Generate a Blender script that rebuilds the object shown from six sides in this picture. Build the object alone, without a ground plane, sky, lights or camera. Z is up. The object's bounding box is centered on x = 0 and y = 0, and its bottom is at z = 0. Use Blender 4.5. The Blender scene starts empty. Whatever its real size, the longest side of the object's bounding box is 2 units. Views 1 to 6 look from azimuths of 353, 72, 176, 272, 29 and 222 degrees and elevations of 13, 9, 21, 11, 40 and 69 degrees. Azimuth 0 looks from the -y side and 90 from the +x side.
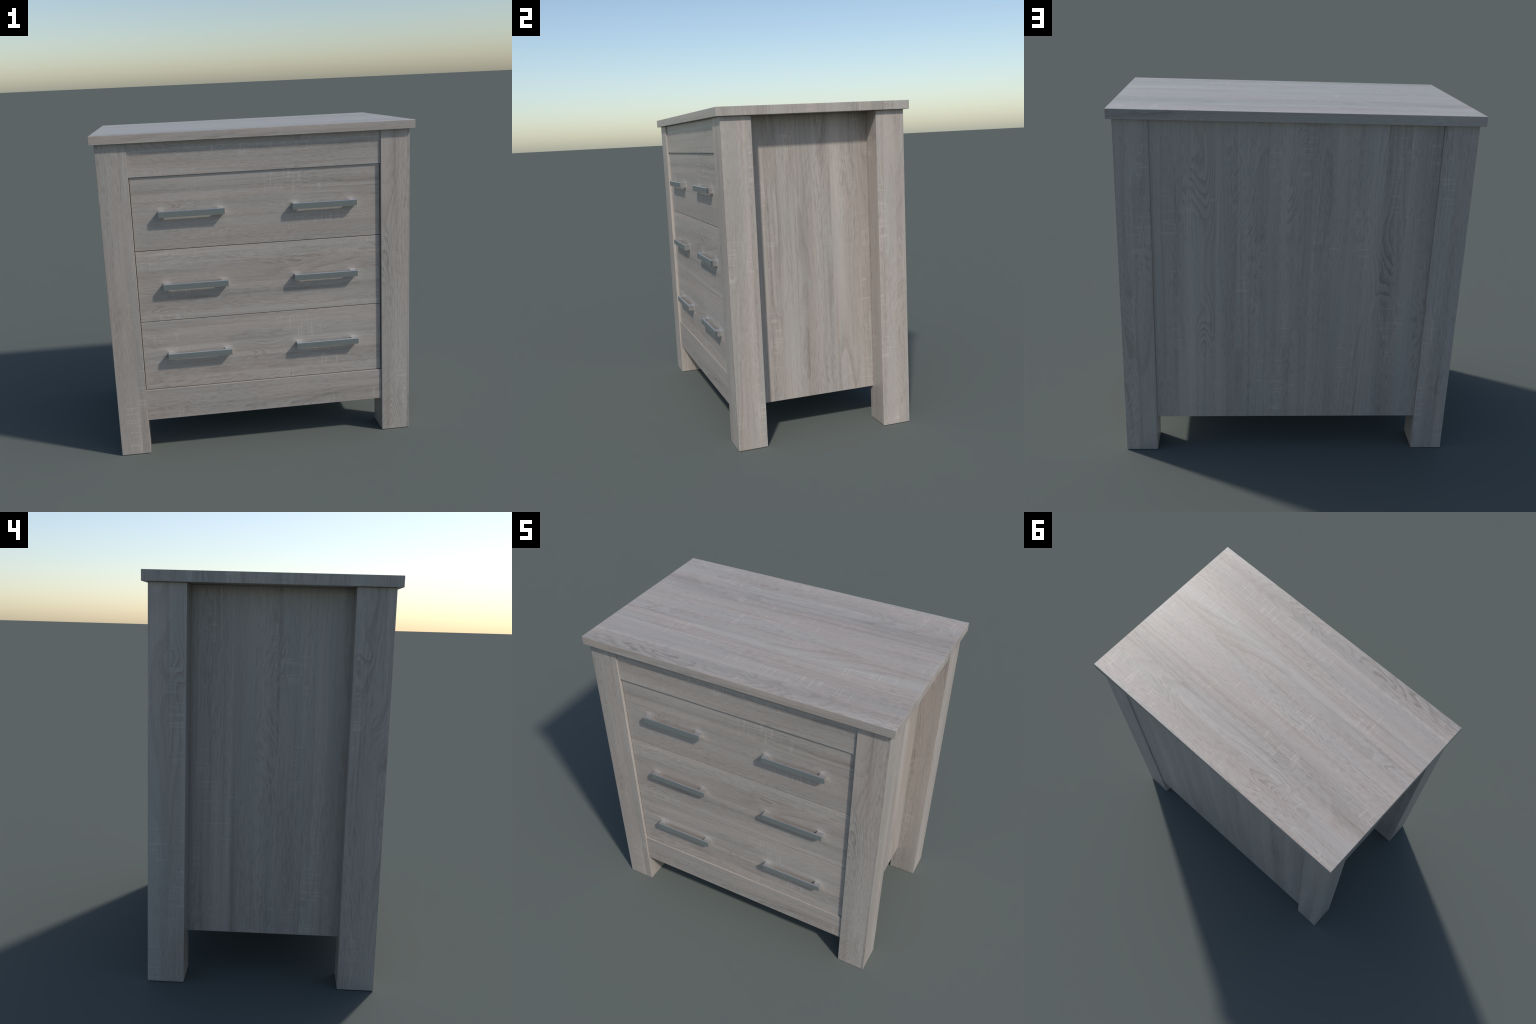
"""Three-drawer oak chest: square legs, overhanging top, recessed panels, bar handles."""
import bpy, bmesh
from mathutils import Vector

# ------------------------------------------------------------------ sizes (metres)
H = 2.0                      # overall height
TOP_T = 0.0515                # tabletop thickness
TOP_X, TOP_Y = 0.9605, 0.5895     # half extents of the top
LEG_X, LEG_Y = 0.9345, 0.5632    # outer half extents of the legs
LEG_W = 0.180                # square leg section
BODY_Z0 = 0.2185             # underside of rails and panels
BODY_Z1 = H - TOP_T
RAIL_Y = 0.5535              # face of the front rails
BACK_Y = 0.5542              # face of the back panel
DRAWER_Y = 0.5448            # face of drawers (behind the rails)
SIDE_X = 0.7943              # face of the recessed side panels
OPEN_Z0, OPEN_Z1 = 0.4175, 1.7475  # drawer opening
GAP = 0.0032                  # reveal around the drawers
HANDLE_L, HANDLE_H, HANDLE_D = 0.394, 0.037, 0.040
HANDLE_X = 0.4018            # handle centre, left and right
INNER_X = LEG_X - LEG_W
INNER_Y = LEG_Y - LEG_W


# ------------------------------------------------------------------ node helpers
class S:
    """A shader socket with arithmetic, so masks can be written as formulas."""
    def __init__(self, nt, sock):
        self.nt, self.sock = nt, sock

    def _m(self, op, *others, clamp=False):
        n = self.nt.nodes.new("ShaderNodeMath")
        n.operation, n.use_clamp = op, clamp
        for i, o in enumerate((self,) + others):
            if isinstance(o, S):
                self.nt.links.new(o.sock, n.inputs[i])
            else:
                n.inputs[i].default_value = o
        return S(self.nt, n.outputs[0])

    def __add__(s, o): return s._m("ADD", o)
    __radd__ = __add__
    def __sub__(s, o): return s._m("SUBTRACT", o)
    def __rsub__(s, o): return (s * -1.0) + o
    def __mul__(s, o): return s._m("MULTIPLY", o)
    __rmul__ = __mul__
    def __truediv__(s, o): return s._m("DIVIDE", o)
    def clamp(s): return s._m("ADD", 0.0, clamp=True)
    def fract(s): return s._m("FRACT")
    def floor(s): return s._m("FLOOR")
    def abs(s): return s._m("ABSOLUTE")
    def gt(s, o): return s._m("GREATER_THAN", o)
    def exp(s): return s._m("EXPONENT")
    def max(s, o): return s._m("MAXIMUM", o)
    def mixto(s, o, f): return s * (1.0 - f) + o * f

    def smooth(s, a, b):
        n = s.nt.nodes.new("ShaderNodeMapRange")
        n.interpolation_type = "SMOOTHSTEP"
        s.nt.links.new(s.sock, n.inputs["Value"])
        n.inputs["From Min"].default_value, n.inputs["From Max"].default_value = a, b
        return S(s.nt, n.outputs["Result"])


def noise(nt, u, v, w, detail=1.0, rough=0.5):
    c = nt.nodes.new("ShaderNodeCombineXYZ")
    for i, s in enumerate((u, v, w)):
        if isinstance(s, S):
            nt.links.new(s.sock, c.inputs[i])
        else:
            c.inputs[i].default_value = s
    n = nt.nodes.new("ShaderNodeTexNoise")
    n.inputs["Scale"].default_value = 1.0
    n.inputs["Detail"].default_value = detail
    n.inputs["Roughness"].default_value = rough
    nt.links.new(c.outputs[0], n.inputs["Vector"])
    return S(nt, n.outputs["Fac"])


def white(nt, w):
    n = nt.nodes.new("ShaderNodeTexWhiteNoise")
    n.noise_dimensions = "1D"
    nt.links.new(w.sock, n.inputs["W"])
    return S(nt, n.outputs["Value"])


def mix_color(nt, fac, a, b, blend="MIX"):
    n = nt.nodes.new("ShaderNodeMix")
    n.data_type, n.blend_type = "RGBA", blend
    for key, val in ((0, fac), (6, a), (7, b)):
        if isinstance(val, S):
            nt.links.new(val.sock, n.inputs[key])
        elif key == 0:
            n.inputs[0].default_value = val
        else:
            n.inputs[key].default_value = (*val, 1.0)
    return S(nt, n.outputs[2])


# ------------------------------------------------------------------ oak decor (shared node group)
def build_oak_group():
    g = bpy.data.node_groups.new("rough_sawn_oak", "ShaderNodeTree")
    for nm in ("Along", "Across", "Seed", "Phase", "Rings", "Wavy"):
        g.interface.new_socket(nm, in_out="INPUT", socket_type="NodeSocketFloat")
    g.interface.new_socket("Color", in_out="OUTPUT", socket_type="NodeSocketColor")
    g.interface.new_socket("Height", in_out="OUTPUT", socket_type="NodeSocketFloat")
    gi = g.nodes.new("NodeGroupInput")
    go = g.nodes.new("NodeGroupOutput")
    u, v, seed, phase_in, rings_in, wavy = (S(g, gi.outputs[i]) for i in range(6))

    # staves of uneven width, each with its own cut of the trunk
    seam_v = v + 0.010 * noise(g, u * 0.9, seed, 4.0)
    vor = g.nodes.new("ShaderNodeTexVoronoi")
    vor.voronoi_dimensions, vor.feature = "1D", "F1"
    vor.inputs["Scale"].default_value = 1.0
    g.links.new((seam_v * 6.2 + seed * 3.71).sock, vor.inputs["W"])
    sep = g.nodes.new("ShaderNodeSeparateColor")
    g.links.new(vor.outputs["Color"], sep.inputs[0])
    r1, r2, r3 = (S(g, sep.outputs[i]) for i in range(3))
    cut = seed * 11.3 + r1 * 37.0

    # the grain wanders along the board; much more around knots
    wander = noise(g, u * 0.9, v * 2.5, cut) - 0.5
    ripple = noise(g, u * 5.0, v * 16.0, cut + 2.0, 1.5) - 0.5
    vg = v + 0.022 * wander + ripple * (0.003 + 0.022 * wavy)

    # growth rings: contour lines of a long, stretched field
    field = noise(g, u * 0.62, vg * 5.2, cut + 7.0, 0.6)
    phase = field * 12.0 + vg * 14.0 + ripple * 0.5 + phase_in
    saw = phase.fract()
    ring_id = white(g, phase.floor() + (cut * 3.0).floor())
    late = saw.smooth(0.30, 0.93) * (1.0 - saw.smooth(0.94, 1.0))
    ring_zone = noise(g, u * 0.55, v * 5.5, cut + 13.0).smooth(0.44, 0.62)
    rings = late * (ring_zone * 0.55 * (0.35 + 0.65 * ring_id) + rings_in * 0.78).clamp()
    early = (1.0 - saw.smooth(0.0, 0.12)) * (ring_zone * 0.35 + rings_in * 0.8).clamp()

    # pores: short dashes, slightly oblique in places
    slant = vg + 0.28 * (noise(g, u * 1.1, v * 3.5, seed + 3.0) - 0.5)
    pore_n = noise(g, u * 19.0, slant * 270.0, seed, 1.0)
    pore_zone = noise(g, u * 1.4, v * 8.0, cut + 17.0).smooth(0.30, 0.65)
    pores = pore_n.smooth(0.45, 0.68) * (0.35 + 0.65 * pore_zone)
    fibre = noise(g, u * 1.8, vg * 190.0, seed + 5.0, 1.0) - 0.5

    # broad tone bands
    band = noise(g, u * 0.45, vg * 17.0, cut + 19.0, 1.5) - 0.5
    broad = noise(g, u * 0.38, v * 8.5, cut + 51.0, 0.8) - 0.5
    cloud = noise(g, u * 1.6, v * 5.0, seed + 23.0, 1.0) - 0.5
    streak = noise(g, u * 0.55, vg * 44.0, cut + 29.0, 1.0).smooth(0.54, 0.72)

    # pale saw marks across the grain, in patches, with cross hatching
    patch = noise(g, u * 2.4, v * 8.0, cut + 31.0, 0.5).smooth(0.555, 0.67)
    mark_n = noise(g, u * 80.0, v * 7.0, cut + 37.0, 0.5).smooth(0.56, 0.70)
    single = noise(g, u * 55.0, v * 8.0, cut + 41.0, 0.0).smooth(0.84, 0.90) * 0.8
    marks = (mark_n * patch + single).clamp()
    hatch = noise(g, u * 6.0, v * 130.0, seed + 43.0, 0.5).smooth(0.56, 0.72) * patch

    tone = (1.06 + 0.46 * broad + 0.24 * band + 0.10 * cloud + 0.10 * (r2 - 0.5) + 0.22 * fibre
            - 0.26 * rings - 0.08 * streak - 0.20 * pores
            + 0.07 * early + 0.15 * marks + 0.11 * hatch)
    warm = noise(g, u * 0.9, vg * 9.0, cut + 47.0, 1.0).smooth(0.34, 0.66)
    hue = mix_color(g, warm, OAK_GREY, OAK_WARM)
    grey = g.nodes.new("ShaderNodeCombineColor")
    for i in range(3):
        g.links.new(tone.sock, grey.inputs[i])
    col = mix_color(g, 1.0, hue, S(g, grey.outputs[0]), "MULTIPLY")
    dark = (rings + streak * 0.6 + pores * 0.4).clamp()
    col = mix_color(g, dark, col, mix_color(g, 1.0, col, (1.0, 0.965, 0.93), "MULTIPLY"))
    g.links.new(col.sock, go.inputs[0])
    height = 0.5 - pores * 0.5 - rings * 0.3 + marks * 0.2
    g.links.new(height.sock, go.inputs[1])
    return g


OAK_GREY = (0.360, 0.332, 0.302)
OAK_WARM = (0.376, 0.329, 0.294)


def oak(name, grain, seed, figures=()):
    """Oak laminate. grain: 'x' or 'z'.  figures: (face axis, kind, along, across, length, width, strength)
    place loops or knots in the grain, in the part's own coordinates."""
    m = bpy.data.materials.new(name)
    m.use_nodes = True
    nt = m.node_tree
    bsdf = nt.nodes["Principled BSDF"]
    tc = nt.nodes.new("ShaderNodeTexCoord")
    sp, sn = nt.nodes.new("ShaderNodeSeparateXYZ"), nt.nodes.new("ShaderNodeSeparateXYZ")
    nt.links.new(tc.outputs["Object"], sp.inputs[0])
    nt.links.new(tc.outputs["Normal"], sn.inputs[0])
    x, y, z = (S(nt, sp.outputs[i]) for i in range(3))
    nx, ny, nz = (S(nt, sn.outputs[i]) for i in range(3))
    fx, fy, fz = (n.abs().gt(0.707) for n in (nx, ny, nz))
    if grain == "x":                     # end faces carry cross-cut edging: grain upright
        u = x.mixto(z, fx)
        v = y.mixto(z, fy)
    else:
        u = z.mixto(x, fz)
        v = x.mixto(y, fx).mixto(y, fz)
    s = fx * 1.37 + fy * 2.91 + nx.gt(0.707) * 5.3 + ny.gt(0.707) * 4.1 + seed
    phase = rings = wavy = None
    jitter = noise(nt, u * 4.5, v * 11.0, s, 1.2) - 0.5
    for axis, kind, a, c, la, lc, k, side in figures:
        du, dv = (u - a) / la, (v - c) / lc
        if kind == "knot":               # loose, torn swirl
            du, dv = du + jitter * 0.9, dv + jitter * 1.6
        else:
            du, dv = du + jitter * 0.45, dv + jitter * 0.7
        rr = du * du + dv * dv
        window = (rr * -1.3).exp() * {"x": fx, "y": fy, "z": fz}[axis]
        if side:                         # the figure ends at a straight stave joint
            window = window * (dv * float(side)).gt(0.0)
        arch = (du + dv * dv * 1.3) * k * window     # nested arches pointing along the grain
        phase = arch if phase is None else phase + arch
        rings = window if rings is None else rings + window
        if kind == "knot":
            wavy = window if wavy is None else wavy + window
    grp = nt.nodes.new("ShaderNodeGroup")
    grp.node_tree = OAK
    for sock, val in ((0, u), (1, v), (2, s), (3, phase), (4, rings), (5, wavy)):
        if val is not None:
            nt.links.new(val.sock, grp.inputs[sock])
    nt.links.new(grp.outputs[0], bsdf.inputs["Base Color"])
    bump = nt.nodes.new("ShaderNodeBump")
    bump.inputs["Strength"].default_value = 0.04
    bump.inputs["Distance"].default_value = 0.003
    nt.links.new(grp.outputs[1], bump.inputs["Height"])
    nt.links.new(bump.outputs[0], bsdf.inputs["Normal"])
    bsdf.inputs["Roughness"].default_value = 0.38
    bsdf.inputs["Specular IOR Level"].default_value = 0.5
    return m


def brushed_steel():
    m = bpy.data.materials.new("polished_steel")
    m.use_nodes = True
    nt = m.node_tree
    b = nt.nodes["Principled BSDF"]
    tc = nt.nodes.new("ShaderNodeTexCoord")
    sp = nt.nodes.new("ShaderNodeSeparateXYZ")
    nt.links.new(tc.outputs["Object"], sp.inputs[0])
    n = noise(nt, S(nt, sp.outputs[0]) * 6.0, S(nt, sp.outputs[1]) * 40.0, S(nt, sp.outputs[2]) * 40.0, 0.0)
    nt.links.new((n * 0.02 + 0.11).sock, b.inputs["Roughness"])
    b.inputs["Metallic"].default_value = 1.0
    b.inputs["Base Color"].default_value = (0.90, 0.91, 0.92, 1)
    return m


# ------------------------------------------------------------------ mesh helpers
def add_box(bm, lo, hi):
    lo, hi = Vector(lo), Vector(hi)
    vs = [bm.verts.new((x, y, z)) for x in (lo.x, hi.x) for y in (lo.y, hi.y) for z in (lo.z, hi.z)]
    for f in ((0, 1, 3, 2), (4, 6, 7, 5), (0, 4, 5, 1), (2, 3, 7, 6), (0, 2, 6, 4), (1, 5, 7, 3)):
        bm.faces.new([vs[i] for i in f])


def finish(name, bm, mat, bevel, loc, parent, segments=2):
    bmesh.ops.recalc_face_normals(bm, faces=bm.faces)
    if bevel:
        sharp = [e for e in bm.edges if e.is_manifold and e.calc_face_angle() > 0.5]
        bmesh.ops.bevel(bm, geom=sharp, offset=bevel, segments=segments, profile=0.5,
                        affect="EDGES", clamp_overlap=True)
    me = bpy.data.meshes.new(name)
    bm.to_mesh(me)
    bm.free()
    me.materials.append(mat)
    ob = bpy.data.objects.new(name, me)
    ob.location = loc
    bpy.context.scene.collection.objects.link(ob)
    ob.parent = parent
    return ob


def board(name, lo, hi, mat, parent, bevel=0.0018):
    """A rectangular board given by its corners; its origin sits at its centre."""
    lo, hi = Vector(lo), Vector(hi)
    c = (lo + hi) / 2
    bm = bmesh.new()
    add_box(bm, lo - c, hi - c)
    return finish(name, bm, mat, bevel, c, parent)


# ------------------------------------------------------------------ build
OAK = build_oak_group()
STEEL = brushed_steel()

chest = bpy.data.objects.new("chest_of_drawers", None)
bpy.context.scene.collection.objects.link(chest)
chest["label"] = "greyish oak chest with three drawers and metal bar handles"
chest["category"] = "dresser"

TOP_FIGURES = [     # (face, kind, along, across, half length, half width, rings, joint side)
    ("z", "knot", 0.33, -0.535, 0.28, 0.065, 5.5, 0),
    ("z", "arch", -0.56, -0.520, -0.34, 0.075, 6.5, -1),
    ("z", "knot", -0.36, 0.455, 0.32, 0.065, 5.5, 0),
    ("z", "arch", 0.50, 0.385, 0.36, 0.090, -6.5, 1),
    ("z", "arch", -0.09, 0.030, 0.22, 0.038, 4.0, 1),
    ("z", "arch", 0.0, -0.245, 0.24, 0.040, 4.0, 1),
    ("z", "knot", -0.79, -0.10, 0.07, 0.030, 1.6, 0),
]
board("tabletop", (-TOP_X, -TOP_Y, BODY_Z1), (TOP_X, TOP_Y, H),
      oak("oak_top", "x", 1.0, TOP_FIGURES), chest)

# legs; figures are in leg coordinates (centre at half height)
ZC = BODY_Z1 / 2
LEG_FIGURES = {
    (1, -1): [("y", "arch", 1.12 - ZC, -0.090, 0.46, 0.140, 8.5, 1),
              ("y", "knot", 0.17 - ZC, -0.030, 0.18, 0.070, 5.0, 0)],
    (-1, 1): [("x", "knot", 1.53 - ZC, -0.05, 0.12, 0.045, 3.0, 0)],
    (-1, -1): [("x", "knot", 1.63 - ZC, 0.06, 0.06, 0.04, 1.8, 0)],
}
for i, (sx, sy) in enumerate(((-1, -1), (1, -1), (-1, 1), (1, 1))):
    xs = sorted((sx * LEG_X, sx * INNER_X))
    ys = sorted((sy * LEG_Y, sy * INNER_Y))
    board("leg", (xs[0], ys[0], 0.0), (xs[1], ys[1], BODY_Z1 - 0.0005),
          oak("oak_leg", "z", 20.0 + 3.3 * i, LEG_FIGURES.get((sx, sy), ())), chest)

# recessed sides and back
for i, sx in enumerate((-1, 1)):
    xs = sorted((sx * SIDE_X, sx * (SIDE_X - 0.030)))
    board("side_panel", (xs[0], -INNER_Y - 0.0005, BODY_Z0), (xs[1], INNER_Y + 0.0005, BODY_Z1 - 0.0005),
          oak("oak_side", "z", 40.0 + 4.7 * i), chest, bevel=0.001)
PC = (BODY_Z0 + BODY_Z1) / 2
board("back_panel", (-INNER_X - 0.0002, BACK_Y - 0.030, BODY_Z0), (INNER_X + 0.0002, BACK_Y, BODY_Z1 - 0.0005),
      oak("oak_back", "z", 52.0, [
          ("y", "arch", 1.60 - PC, 0.542, 0.36, 0.11, 6.5, -1),
          ("y", "knot", 0.78 - PC, 0.49, 0.18, 0.050, 5.0, 0),
          ("y", "arch", 1.12 - PC, -0.545, -0.36, 0.11, 6.5, 1),
          ("y", "arch", 1.48 - PC, 0.040, -0.25, 0.06, 4.0, -1),
          ("y", "arch", 0.58 - PC, 0.015, 0.14, 0.030, 3.0, 0)]), chest, bevel=0.001)

# front rails, bottom board
for i, (z0, z1) in enumerate(((OPEN_Z1, BODY_Z1 - 0.0005), (BODY_Z0, OPEN_Z0))):
    board("front_rail", (-INNER_X - 0.0002, -RAIL_Y, z0), (INNER_X + 0.0002, -RAIL_Y + 0.028, z1),
          oak("oak_rail", "x", 60.0 + 5.1 * i), chest)
board("bottom_board", (-SIDE_X + 0.03, -RAIL_Y + 0.036, BODY_Z0 + 0.004), (SIDE_X - 0.03, RAIL_Y - 0.031, BODY_Z0 + 0.030),
      oak("oak_bottom", "x", 70.0), chest, bevel=0)


def handle_mesh():
    """Square U: a flat bar carried by a block at each end, built from one outline."""
    l, d, t, p = HANDLE_L / 2, HANDLE_D, 0.0135, 0.043
    outline = [(-l, 0), (-l, -d), (l, -d), (l, 0), (l - p, 0), (l - p, -d + t), (-l + p, -d + t), (-l + p, 0)]
    bm = bmesh.new()
    rings = [[bm.verts.new((x, y, z)) for x, y in outline] for z in (-HANDLE_H / 2, HANDLE_H / 2)]
    n = len(outline)
    for i in range(n):
        j = (i + 1) % n
        bm.faces.new((rings[0][i], rings[0][j], rings[1][j], rings[1][i]))
    for r in rings:                      # caps as three quads: two posts and the bar
        for f in ((0, 1, 6, 7), (1, 2, 5, 6), (2, 3, 4, 5)):
            bm.faces.new([r[i] for i in f])
    return bm


# drawers, with divider rails close behind the reveals
step = (OPEN_Z1 - OPEN_Z0) / 3
DIVIDER = oak("oak_divider", "x", 75.0)
for k in range(4):
    zc = OPEN_Z1 - k * step
    board("divider_rail", (-INNER_X + 0.001, -DRAWER_Y + 0.0215, zc - 0.012), (INNER_X - 0.001, -DRAWER_Y + 0.075, zc + 0.012),
          DIVIDER, chest, bevel=0)
first_handle = None
DRAWER_FIGURES = [
    [("y", "arch", -0.20, -0.115, -0.17, 0.035, 3.0, 1), ("y", "knot", -0.50, 0.030, 0.09, 0.035, 3.0, 0)],
    [("y", "arch", 0.12, 0.090, 0.30, 0.050, 4.0, 1), ("y", "arch", -0.67, -0.160, -0.14, 0.035, 3.0, 1),
     ("y", "arch", 0.25, -0.185, 0.26, 0.050, 4.0, 1)],
    [("y", "arch", -0.02, -0.02, 0.16, 0.055, 4.0, 0)],
]
for k in range(3):
    z1 = OPEN_Z1 - k * step - GAP / 2
    z0 = OPEN_Z1 - (k + 1) * step + (GAP if k == 2 else GAP / 2)
    c = Vector((0, -DRAWER_Y + 0.0175, (z0 + z1) / 2))
    hx, hz = INNER_X - GAP, (z1 - z0) / 2
    bm = bmesh.new()
    add_box(bm, (-hx, -0.0175, -hz), (hx, 0.0025, hz))
    # tray behind the front
    bx, zt, depth = hx - 0.03, hz - 0.06, 0.95
    for lo, hi in (((-bx, 0.0180, -hz + 0.02), (-bx + 0.02, depth, zt)),
                   ((bx - 0.02, 0.0180, -hz + 0.02), (bx, depth, zt)),
                   ((-bx + 0.0205, depth - 0.02, -hz + 0.02), (bx - 0.0205, depth, zt)),
                   ((-bx + 0.0205, 0.0180, -hz + 0.025), (bx - 0.0205, depth - 0.0205, -hz + 0.035))):
        add_box(bm, lo, hi)
    drawer = finish("drawer", bm, oak("oak_drawer", "x", 80.0 + 6.3 * k, DRAWER_FIGURES[k]), 0.0018, c, chest)
    for sx in (-1, 1):
        loc = (sx * HANDLE_X, -0.0175 + 0.0003, -0.0033)
        if first_handle is None:
            first_handle = finish("handle", handle_mesh(), STEEL, 0.0016, loc, drawer, 3)
        else:
            h = first_handle.copy()
            h.location = loc
            h.parent = drawer
            bpy.context.scene.collection.objects.link(h)
